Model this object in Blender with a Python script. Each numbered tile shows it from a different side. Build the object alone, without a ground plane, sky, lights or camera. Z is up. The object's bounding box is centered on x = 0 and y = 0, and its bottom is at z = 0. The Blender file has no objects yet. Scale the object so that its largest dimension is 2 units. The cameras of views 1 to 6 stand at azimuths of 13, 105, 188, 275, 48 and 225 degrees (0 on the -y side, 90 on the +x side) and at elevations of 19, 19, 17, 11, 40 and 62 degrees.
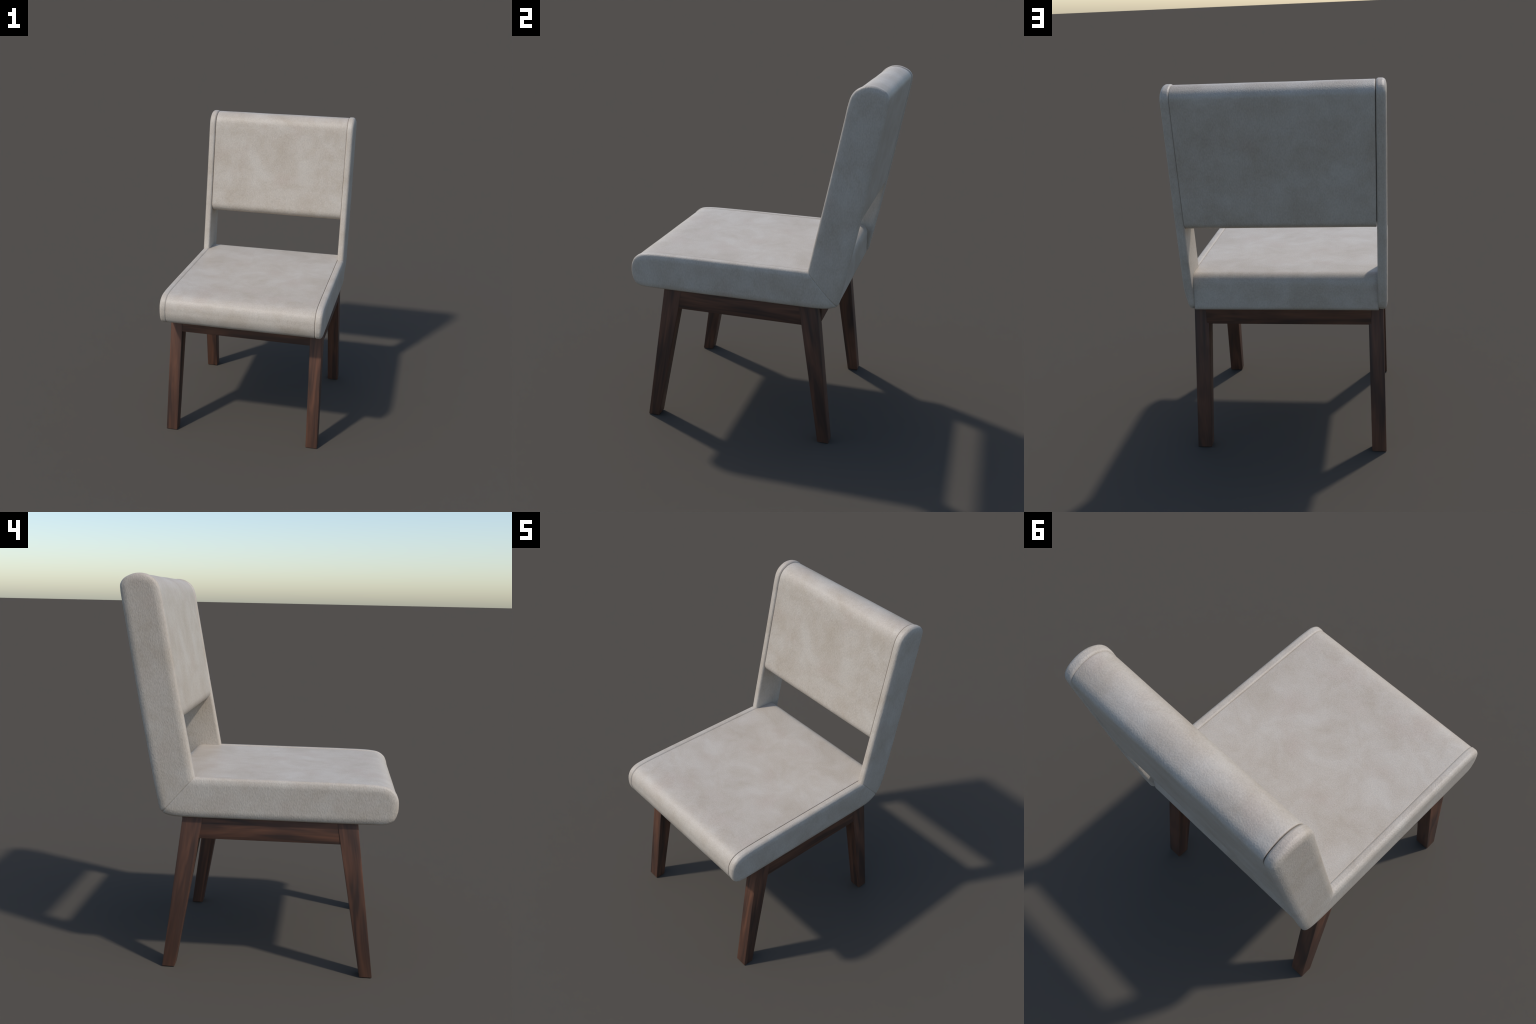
# Upholstered dining chair: padded L-shaped side panels, seat and back cushions
# held between them, on a splayed walnut four-leg base.
import bpy, bmesh, math
import numpy as np
from mathutils import Matrix, Vector, noise

# ------------------------------------------------------------------ sizes (m)
PANEL_OUT = 0.5315      # outer face of a side panel (distance from the mid plane)
PANEL_IN = 0.4808       # inner face
OFFSET_X = 0.0015       # the whole chair sits a hair off the mid plane
RAIL_BOTTOM = 0.6955

# --------------------------------------------------------------- curve helpers
def spline(points, n=24):
    """Centripetal Catmull-Rom through 2D points -> dense polyline."""
    p = [np.array(q, float) for q in points]
    p = [2 * p[0] - p[1]] + p + [2 * p[-1] - p[-2]]
    out = []
    for i in range(1, len(p) - 2):
        a, b, c, d = p[i - 1], p[i], p[i + 1], p[i + 2]
        t0 = 0.0
        t1 = t0 + np.linalg.norm(b - a) ** 0.5
        t2 = t1 + np.linalg.norm(c - b) ** 0.5
        t3 = t2 + np.linalg.norm(d - c) ** 0.5
        for t in np.linspace(t1, t2, n, endpoint=False):
            A1 = (t1 - t) / (t1 - t0) * a + (t - t0) / (t1 - t0) * b
            A2 = (t2 - t) / (t2 - t1) * b + (t - t1) / (t2 - t1) * c
            A3 = (t3 - t) / (t3 - t2) * c + (t - t2) / (t3 - t2) * d
            B1 = (t2 - t) / (t2 - t0) * A1 + (t - t0) / (t2 - t0) * A2
            B2 = (t3 - t) / (t3 - t1) * A2 + (t - t1) / (t3 - t1) * A3
            out.append((t2 - t) / (t2 - t1) * B1 + (t - t1) / (t2 - t1) * B2)
    out.append(p[-2])
    return np.array(out)


def resample(poly, fractions):
    seg = np.linalg.norm(np.diff(poly, axis=0), axis=1)
    s = np.concatenate([[0], np.cumsum(seg)])
    s /= s[-1]
    return np.stack([np.interp(fractions, s, poly[:, k]) for k in (0, 1)], axis=1)


def distance_to(poly, pts):
    best = np.full(len(pts), 1e9)
    for a, b in zip(poly[:-1], poly[1:]):
        ab = b - a
        L = ab @ ab
        if L < 1e-14:
            continue
        t = np.clip(((pts - a) @ ab) / L, 0, 1)
        best = np.minimum(best, np.linalg.norm(pts - (a + t[:, None] * ab), axis=1))
    return best


def quarter(u):
    """0 at the rim, 1 on the flat: elliptical shoulder."""
    u = np.clip(u, 0, 1)
    return np.sqrt(np.maximum(0.0, 1 - (1 - u) ** 2))


# ----------------------------------------------------------------- mesh helper
def make_object(name, verts, faces, material, parent, matrix=None, sharp=math.radians(40)):
    me = bpy.data.meshes.new(name)
    if matrix is not None:
        inv = matrix.inverted()
        verts = [inv @ Vector(v) for v in verts]
    me.from_pydata([tuple(v) for v in verts], [], faces)
    me.validate()
    bm = bmesh.new()
    bm.from_mesh(me)
    bmesh.ops.remove_doubles(bm, verts=bm.verts, dist=1e-6)
    bmesh.ops.recalc_face_normals(bm, faces=bm.faces)
    bm.to_mesh(me)
    bm.free()
    for p in me.polygons:
        p.use_smooth = True
    if sharp:
        me.set_sharp_from_angle(angle=sharp)
    me.materials.append(material)
    ob = bpy.data.objects.new(name, me)
    bpy.context.scene.collection.objects.link(ob)
    ob.parent = parent
    if matrix is not None:
        ob.matrix_local = matrix
    return ob


# -------------------------------------------------------------------- materials
def node(nt, kind, **kw):
    n = nt.nodes.new(kind)
    for k, v in kw.items():
        setattr(n, k, v)
    return n


def fabric_material(name, seed, grain_stretch=(1.0, 1.0, 0.5), relief=0.3):
    m = bpy.data.materials.new(name)
    m.use_nodes = True
    nt = m.node_tree
    L = nt.links.new
    bsdf = nt.nodes["Principled BSDF"]
    tc = node(nt, "ShaderNodeTexCoord")
    mp = node(nt, "ShaderNodeMapping")
    mp.inputs["Location"].default_value = (seed * 1.7, seed * 0.9, seed * 2.3)
    L(tc.outputs["Object"], mp.inputs["Vector"])

    def noise_tex(scale, detail, rough, vec, distortion=0.0):
        n = node(nt, "ShaderNodeTexNoise")
        n.inputs["Scale"].default_value = scale
        n.inputs["Detail"].default_value = detail
        n.inputs["Roughness"].default_value = rough
        n.inputs["Distortion"].default_value = distortion
        L(vec, n.inputs["Vector"])
        return n

    # broad clouding: cool pale patches against warmer, handled ones
    cloud = noise_tex(5.4, 7.0, 0.66, mp.outputs["Vector"], 0.35)
    ramp = node(nt, "ShaderNodeValToRGB")
    e = ramp.color_ramp.elements
    e[0].position, e[0].color = 0.33, (0.414, 0.352, 0.283, 1)
    e[1].position, e[1].color = 0.65, (0.491, 0.438, 0.374, 1)
    mid = e.new(0.50)
    mid.color = (0.458, 0.399, 0.333, 1)
    L(cloud.outputs["Fac"], ramp.inputs["Fac"])
    # faint rosy stains
    mp2 = node(nt, "ShaderNodeMapping")
    mp2.inputs["Location"].default_value = (3.1 + seed, 7.7, 1.3)
    L(tc.outputs["Object"], mp2.inputs["Vector"])
    rose = noise_tex(5.5, 3.0, 0.5, mp2.outputs["Vector"])
    rr = node(nt, "ShaderNodeMapRange")
    rr.inputs["From Min"].default_value = 0.55
    rr.inputs["From Max"].default_value = 0.75
    rr.inputs["To Max"].default_value = 0.5
    L(rose.outputs["Fac"], rr.inputs["Value"])
    mix1 = node(nt, "ShaderNodeMix", data_type='RGBA')
    L(rr.outputs["Result"], mix1.inputs["Factor"])
    L(ramp.outputs["Color"], mix1.inputs["A"])
    mix1.inputs["B"].default_value = (0.440, 0.360, 0.298, 1)
    # fine nap colour, grain stretched along the pile
    mp3 = node(nt, "ShaderNodeMapping")
    mp3.inputs["Scale"].default_value = grain_stretch
    L(tc.outputs["Object"], mp3.inputs["Vector"])
    nap = noise_tex(165.0, 2.0, 0.6, mp3.outputs["Vector"])
    nr = node(nt, "ShaderNodeMapRange")
    nr.inputs["From Min"].default_value = 0.28
    nr.inputs["From Max"].default_value = 0.72
    nr.inputs["To Min"].default_value = 0.91
    nr.inputs["To Max"].default_value = 1.07
    L(nap.outputs["Fac"], nr.inputs["Value"])
    mul = node(nt, "ShaderNodeMix", data_type='RGBA', blend_type='MULTIPLY')
    mul.inputs["Factor"].default_value = 1.0
    L(mix1.outputs["Result"], mul.inputs["A"])
    L(nr.outputs["Result"], mul.inputs["B"])
    L(mul.outputs["Result"], bsdf.inputs["Base Color"])
    bsdf.inputs["Roughness"].default_value = 0.47
    bsdf.inputs["Specular IOR Level"].default_value = 0.28
    bsdf.inputs["Sheen Weight"].default_value = 0.0
    bsdf.inputs["Sheen Roughness"].default_value = 0.5
    # leather-like pebbling
    peb = noise_tex(165.0, 2.0, 0.55, mp3.outputs["Vector"])
    bump = node(nt, "ShaderNodeBump")
    bump.inputs["Strength"].default_value = relief
    bump.inputs["Distance"].default_value = 0.006
    L(peb.outputs["Fac"], bump.inputs["Height"])
    L(bump.outputs["Normal"], bsdf.inputs["Normal"])
    return m


def wood_material(name):
    m = bpy.data.materials.new(name)
    m.use_nodes = True
    nt = m.node_tree
    L = nt.links.new
    bsdf = nt.nodes["Principled BSDF"]
    tc = node(nt, "ShaderNodeTexCoord")
    info = node(nt, "ShaderNodeObjectInfo")
    shift = node(nt, "ShaderNodeVectorMath", operation='MULTIPLY_ADD')
    L(info.outputs["Random"], shift.inputs[0])
    shift.inputs[1].default_value = (3.0, 5.0, 2.0)
    L(tc.outputs["Object"], shift.inputs[2])

    def streak(scale, stretch, detail, rough, dist):
        mp = node(nt, "ShaderNodeMapping")
        mp.inputs["Scale"].default_value = (1.0, 1.0, stretch)
        L(shift.outputs["Vector"], mp.inputs["Vector"])
        n = node(nt, "ShaderNodeTexNoise")
        n.inputs["Scale"].default_value = scale
        n.inputs["Detail"].default_value = detail
        n.inputs["Roughness"].default_value = rough
        n.inputs["Distortion"].default_value = dist
        L(mp.outputs["Vector"], n.inputs["Vector"])
        return n

    broad = streak(20.0, 0.085, 2.5, 0.5, 1.2)
    ramp = node(nt, "ShaderNodeValToRGB")
    e = ramp.color_ramp.elements
    e[0].position, e[0].color = 0.34, (0.043, 0.0235, 0.017, 1)
    e[1].position, e[1].color = 0.70, (0.130, 0.0555, 0.031, 1)
    k = e.new(0.50)
    k.color = (0.080, 0.036, 0.022, 1)
    L(broad.outputs["Fac"], ramp.inputs["Fac"])
    fine = streak(170.0, 0.035, 3.0, 0.65, 0.2)
    fr = node(nt, "ShaderNodeMapRange")
    fr.inputs["From Min"].default_value = 0.3
    fr.inputs["From Max"].default_value = 0.7
    fr.inputs["To Min"].default_value = 0.86
    fr.inputs["To Max"].default_value = 1.10
    L(fine.outputs["Fac"], fr.inputs["Value"])
    mul = node(nt, "ShaderNodeMix", data_type='RGBA', blend_type='MULTIPLY')
    mul.inputs["Factor"].default_value = 1.0
    L(ramp.outputs["Color"], mul.inputs["A"])
    L(fr.outputs["Result"], mul.inputs["B"])
    L(mul.outputs["Result"], bsdf.inputs["Base Color"])
    bsdf.inputs["Roughness"].default_value = 0.55
    bsdf.inputs["Specular IOR Level"].default_value = 0.4
    bump = node(nt, "ShaderNodeBump")
    bump.inputs["Strength"].default_value = 0.10
    bump.inputs["Distance"].default_value = 0.001
    L(fine.outputs["Fac"], bump.inputs["Height"])
    L(bump.outputs["Normal"], bsdf.inputs["Normal"])
    return m


FABRIC_SEAT = fabric_material("seat_fabric", 0.0, (1.0, 1.0, 0.8), 0.16)
FABRIC_BACK = fabric_material("backrest_fabric", 1.0, relief=0.27)
FABRIC_SIDE = fabric_material("side_fabric", 2.0, relief=0.25)
WOOD = wood_material("walnut_wood")

# ------------------------------------------------------------------------ chair
chair = bpy.data.objects.new("dining_chair", None)
bpy.context.scene.collection.objects.link(chair)
chair.location = (OFFSET_X, 0, 0)
chair["label"] = "cream upholstered dining chair with dark walnut splayed legs"
chair["category"] = "dining chair"

# --------------------------------------------- side panel outline, (y, z) points
FRONT_TIP = (-0.6915, 0.905)
CREST = (0.593, 2.000)
ELBOW = (0.3225, 1.011)       # where seat top meets back front
HEEL = (0.4870, 0.8245)        # rounded lower rear corner, mitre seam ends here

seat_top = spline([FRONT_TIP, (-0.6905, 0.925), (-0.6865, 0.944), (-0.671, 0.973), (-0.637, 0.9965),
                   (-0.582, 1.006), (-0.45, 1.0095), (-0.1, 1.0105), (0.25, 1.011), ELBOW])
seat_low = spline([FRONT_TIP, (-0.6908, 0.885), (-0.687, 0.864), (-0.672, 0.830), (-0.650, 0.814),
                   (-0.62, 0.807), (-0.55, 0.805), (0.0, 0.805), (0.39, 0.806),
                   (0.435, 0.8085), (0.464, 0.8150), HEEL])
back_front = spline([ELBOW, (0.336, 1.084), (0.404, 1.445), (0.448, 1.685), (0.474, 1.828),
                     (0.4865, 1.898), (0.500, 1.944), (0.521, 1.973), (0.556, 1.9935), (0.5745, 1.9985), CREST])
back_rear = spline([HEEL, (0.4995, 0.847), (0.508, 0.885), (0.529, 0.99), (0.600, 1.380),
                    (0.648, 1.667), (0.680, 1.860), (0.689, 1.920), (0.6885, 1.947),
                    (0.671, 1.973), (0.637, 1.9915), (0.615, 1.998), CREST])
OUTLINE = np.concatenate([seat_top, back_front[1:], back_rear[::-1][1:], seat_low[::-1][1:]])
E2, H2 = np.array(ELBOW), np.array(HEEL)
MITRE = (H2 - E2) / np.linalg.norm(H2 - E2)
MITRE_N = np.array([-MITRE[1], MITRE[0]])


def half_panel(name, inner, outer, side, start_at_tip, parent):
    """One strip of the side panel, between its two edge curves, mitred at one end."""
    ns, nt_ = 150, 52
    u = np.linspace(0, 1, ns)
    s = 0.5 - 0.5 * np.cos(math.pi * u)          # dense at tip and mitre
    s = 0.003 + 0.997 * (0.75 * s + 0.25 * u)    # blunt start, no pinched pole
    if not start_at_tip:
        inner, outer = inner[::-1], outer[::-1]   # run tip -> mitre
    A, B = resample(inner, s), resample(outer, s)
    t = 0.5 - 0.5 * np.cos(math.pi * np.linspace(0, 1, nt_))
    P = A[:, None, :] * (1 - t)[None, :, None] + B[:, None, :] * t[None, :, None]
    flat = P.reshape(-1, 2)
    d = distance_to(OUTLINE, flat)
    d[d < 1e-6] = 0
    # hair gap at the mitre
    dm = (flat - E2) @ MITRE_N
    sign = 1.0 if np.mean(dm) > 0 else -1.0
    adm = np.abs(dm)
    move = np.where(adm < 0.00012, 0.00012 - adm, 0.0)
    flat2 = flat + sign * move[:, None] * MITRE_N[None, :]
    # the stitched seam pulls the rim in a little at the heel
    pull = 0.0045 * np.exp(-(adm / 0.005) ** 2)
    toheel = np.linalg.norm(flat - H2, axis=1)
    flat2 -= (pull * np.exp(-(toheel / 0.03) ** 2))[:, None] * MITRE[None, :]
    groove = 0.0026 * np.exp(-(adm / 0.0028) ** 2)
    shoulder = 0.0115 * (1 - np.clip(d / 0.038, 0, 1)) ** 2 + 0.0105 * (1 - quarter(d / 0.011))
    shoulder = shoulder + (0.015 if side > 0 else 0.002) * np.exp(-(toheel / 0.07) ** 2)   # slimmer at the heel
    xo = PANEL_OUT - shoulder - groove
    xi = PANEL_IN + 0.0135 * (1 - quarter(d / 0.016)) + groove * 0.5
    n = ns * nt_
    verts = []
    for k in range(n):
        # soft unevenness of the padding
        w = 0.0006 * noise.noise(Vector((flat2[k, 0] * 6, flat2[k, 1] * 6, side * 3.3)))
        verts.append((side * (xo[k] + w * min(1, d[k] / 0.05)), flat2[k, 0], flat2[k, 1]))
    for k in range(n):
        verts.append((side * xi[k], flat2[k, 0], flat2[k, 1]))
    faces = []
    idx = lambda i, j: i * nt_ + j
    for i in range(ns - 1):
        for j in range(nt_ - 1):
            q = (idx(i, j), idx(i, j + 1), idx(i + 1, j + 1), idx(i + 1, j))
            faces.append(q)
            faces.append(tuple(n + v for v in reversed(q)))
        for j in (0, nt_ - 1):
            a, b = idx(i, j), idx(i + 1, j)
            faces.append((a, b, n + b, n + a))
    for i in (0, ns - 1):
        for j in range(nt_ - 1):
            a, b = idx(i, j), idx(i, j + 1)
            faces.append((a, b, n + b, n + a))
    # drop collapsed faces at the tip pole
    key = lambda v: (round(verts[v][0], 7), round(verts[v][1], 7), round(verts[v][2], 7))
    clean = []
    for f in faces:
        g = []
        for v in f:
            if not any(key(v) == key(w) for w in g):
                g.append(v)
        if len(g) >= 3:
            clean.append(tuple(g))
    return make_object(name, verts, clean, FABRIC_SIDE, parent)


for side in (1, -1):
    panel = bpy.data.objects.new("side_panel", None)
    bpy.context.scene.collection.objects.link(panel)
    panel.parent = chair
    half_panel("seat_side", seat_top, seat_low, side, True, panel)
    half_panel("back_side", back_front, back_rear, side, False, panel)


# ----------------------------------------------------------------------- cushions
def round_corner(prev, c, nxt, r, n=10):
    """Points of a fillet at corner c."""
    p, c, q = (np.array(v, float) for v in (prev, c, nxt))
    a, b = (p - c) / np.linalg.norm(p - c), (q - c) / np.linalg.norm(q - c)
    half = 0.5 * math.acos(np.clip(a @ b, -1, 1))
    k = r / math.tan(half)
    m = c + (a + b) / np.linalg.norm(a + b) * (r / math.sin(half))
    s, e = c + a * k, c + b * k
    a0 = math.atan2(*(s - m)[::-1])
    a1 = math.atan2(*(e - m)[::-1])
    da = (a1 - a0 + math.pi) % (2 * math.pi) - math.pi
    return [m + r * np.array([math.cos(a0 + da * f), math.sin(a0 + da * f)])
            for f in np.linspace(0, 1, n)]


def loft_cushion(name, profile, material, parent, seed, crown, half, edge, npro=220, nx=90):
    """Sweep a closed (y, z) profile across the chair with softly rounded ends."""
    closed = np.vstack([profile, profile[:1]])
    P = resample(closed, np.linspace(0, 1, npro + 1))[:-1]
    area = 0.5 * np.sum(P[:, 0] * np.roll(P[:, 1], -1) - np.roll(P[:, 0], -1) * P[:, 1])
    T = np.roll(P, -1, 0) - np.roll(P, 1, 0)
    T /= np.linalg.norm(T, axis=1)[:, None]
    N = np.stack([T[:, 1], -T[:, 0]], axis=1) * (1 if area > 0 else -1)   # outward
    W = half
    end = [W - edge * (1 - math.cos(a)) * 1.0 for a in np.linspace(0, math.pi / 2, 9)]
    xs_in = np.linspace(-(W - edge), W - edge, nx)
    rings = []
    # left end cap rim -> body -> right end cap rim
    ang = np.linspace(0, math.pi / 2, 9)
    for a in ang[:-1]:
        rings.append((-(W - edge) - edge * math.cos(a), edge * (1 - math.sin(a))))
    rings += [(x, 0.0) for x in xs_in]
    for a in ang[:-1][::-1]:
        rings.append(((W - edge) + edge * math.cos(a), edge * (1 - math.sin(a))))
    verts = []
    for x, inset in rings:
        f = max(0.0, 1 - (abs(x) / W) ** 2)
        for k in range(npro):
            bump = crown * f + 0.0007 * min(1, 6 * f) * noise.noise(
                Vector((x * 5 + seed, P[k, 0] * 5, P[k, 1] * 5)))
            q = P[k] + N[k] * (bump - inset)
            verts.append((x, q[0], q[1]))
    faces = []
    for i in range(len(rings) - 1):
        for k in range(npro):
            k2 = (k + 1) % npro
            faces.append((i * npro + k, i * npro + k2, (i + 1) * npro + k2, (i + 1) * npro + k))
    faces.append(tuple(range(npro)))
    last = (len(rings) - 1) * npro
    faces.append(tuple(last + k for k in reversed(range(npro))))
    return make_object(name, verts, faces, material, parent, sharp=math.radians(60))


def inset_curve(poly, dist):
    """Shift an open outline towards the inside of the panel."""
    T = np.gradient(poly, axis=0)
    T /= np.linalg.norm(T, axis=1)[:, None]
    N = np.stack([-T[:, 1], T[:, 0]], axis=1)
    centre_test = poly[len(poly) // 2] + N[len(poly) // 2] * 0.01
    inside = point_inside(centre_test)
    return poly + N * (dist if inside else -dist)


def point_inside(p):
    c = False
    for a, b in zip(OUTLINE[:-1], OUTLINE[1:]):
        if (a[1] > p[1]) != (b[1] > p[1]) and p[0] < (b[0] - a[0]) * (p[1] - a[1]) / (b[1] - a[1]) + a[0]:
            c = not c
    return c


RECESS = 0.003
top = inset_curve(seat_top, RECESS)
low = inset_curve(seat_low, RECESS * 0.6)
top = top[top[:, 0] < 0.30]
low = low[low[:, 0] < 0.38]
zt, zl = top[-1, 1], low[-1, 1]
REAR = 0.488
seat_profile = (list(low[::-1]) + list(top[1:])
                + round_corner((0.30, zt), (REAR - 0.001, zt), (REAR, 0.85), 0.055, 16)
                + round_corner((REAR, 0.95), (REAR, zl + 0.004), (0.38, zl), 0.018, 8))
seat = loft_cushion("seat_cushion", np.array(seat_profile), FABRIC_SEAT, chair, 0.0, 0.0,
                    PANEL_IN + 0.0025, 0.0025)
seat.location.x = -0.0015         # tucked under one panel's rim, a hairline at the other

RECESS = 0.0045
fr = inset_curve(back_front, RECESS)
re_ = inset_curve(back_rear, RECESS)
BACK_BOTTOM = 1.288
fr = fr[fr[:, 1] > 1.40]
re_ = re_[re_[:, 1] > 1.40]
yf = np.interp(BACK_BOTTOM, back_front[:80, 1], back_front[:80, 0]) + RECESS
REAR_DROP = 0.014
yr = np.interp(BACK_BOTTOM - REAR_DROP, back_rear[:120, 1], back_rear[:120, 0]) - RECESS
low_front, low_rear = (yf, BACK_BOTTOM), (yr, BACK_BOTTOM - REAR_DROP)
back_profile = (round_corner(low_rear, low_front, fr[0], 0.052, 14) + list(fr)
                + list(re_[::-1][1:]) + round_corner(re_[0], low_rear, low_front, 0.040, 12))
backrest = loft_cushion("backrest_cushion", np.array(back_profile), FABRIC_BACK, chair, 4.0, 0.0,
                        PANEL_IN - 0.0002, 0.004)
backrest.location.x = 0.0016      # sits a touch nearer one side, opening the other seam


# ------------------------------------------------------------------- walnut base
def beam(name, corners_a, corners_b, bevel=0.003):
    """Tapered bar between two quads; local z runs along it so the grain follows."""
    a = [Vector(c) for c in corners_a]
    b = [Vector(c) for c in corners_b]
    ca, cb = sum(a, Vector()) / 4, sum(b, Vector()) / 4
    z = (cb - ca).normalized()
    ref = Vector((1, 0, 0)) if abs(z.x) < 0.7 else Vector((0, 1, 0))
    y = z.cross(ref).normalized()
    x = y.cross(z)
    M = Matrix((x, y, z)).transposed().to_4x4()
    M.translation = (ca + cb) / 2
    faces = [(0, 1, 2, 3), (7, 6, 5, 4)] + [(i, i + 4, (i + 1) % 4 + 4, (i + 1) % 4) for i in range(4)]
    ob = make_object(name, a + b, faces, WOOD, chair, M, sharp=None)
    bm = bmesh.new()
    bm.from_mesh(ob.data)
    bmesh.ops.recalc_face_normals(bm, faces=bm.faces)
    bmesh.ops.bevel(bm, geom=bm.edges[:], offset=bevel, segments=3, profile=0.5, affect='EDGES')
    bm.to_mesh(ob.data)
    bm.free()
    for p in ob.data.polygons:
        p.use_smooth = True
    ob.data.set_sharp_from_angle(angle=math.radians(35))
    return ob


LEG_TOP = 0.822
leg_x_top, leg_x_foot = (0.4285, 0.5075), (0.4440, 0.5205)


def leg_quad(side, xs, y0, y1, z):
    xi, xo = side * xs[0], side * xs[1]
    return [(xi, y0, z), (xo, y0, z), (xo, y1, z), (xi, y1, z)]


for side in (1, -1):
    beam("leg", leg_quad(side, leg_x_top, -0.496, -0.392, LEG_TOP),
         leg_quad(side, leg_x_foot, -0.6015, -0.5365, 0.0))
for side in (1, -1):
    beam("leg", leg_quad(side, leg_x_top, 0.277, 0.381, LEG_TOP),
         leg_quad(side, leg_x_foot, 0.4215, 0.4865, 0.0))


def rail_quad_x(x, y0, y1, z0=RAIL_BOTTOM, lean=0.0):
    """End quad of a cross rail; lean tilts its outer face with the leg faces."""
    zt = LEG_TOP - 0.004
    return [(x, y0, z0), (x, y1, z0), (x, y1, zt), (x, y0 + lean, zt)]


def rail_quad_y(y, x0, x1):
    return [(x0, y, RAIL_BOTTOM), (x1, y, RAIL_BOTTOM), (x1, y, LEG_TOP - 0.004), (x0, y, LEG_TOP - 0.004)]


beam("apron_rail", rail_quad_x(-0.440, -0.5105, -0.465, lean=0.0155), rail_quad_x(0.440, -0.5105, -0.465, lean=0.0155), 0.002)
beam("apron_rail", rail_quad_x(-0.444, 0.354, 0.396, 0.700), rail_quad_x(0.444, 0.354, 0.396, 0.700), 0.002)
for side in (1, -1):
    beam("apron_rail", rail_quad_y(-0.44, side * 0.468, side * 0.5065),
         rail_quad_y(0.33, side * 0.468, side * 0.5065), 0.002)
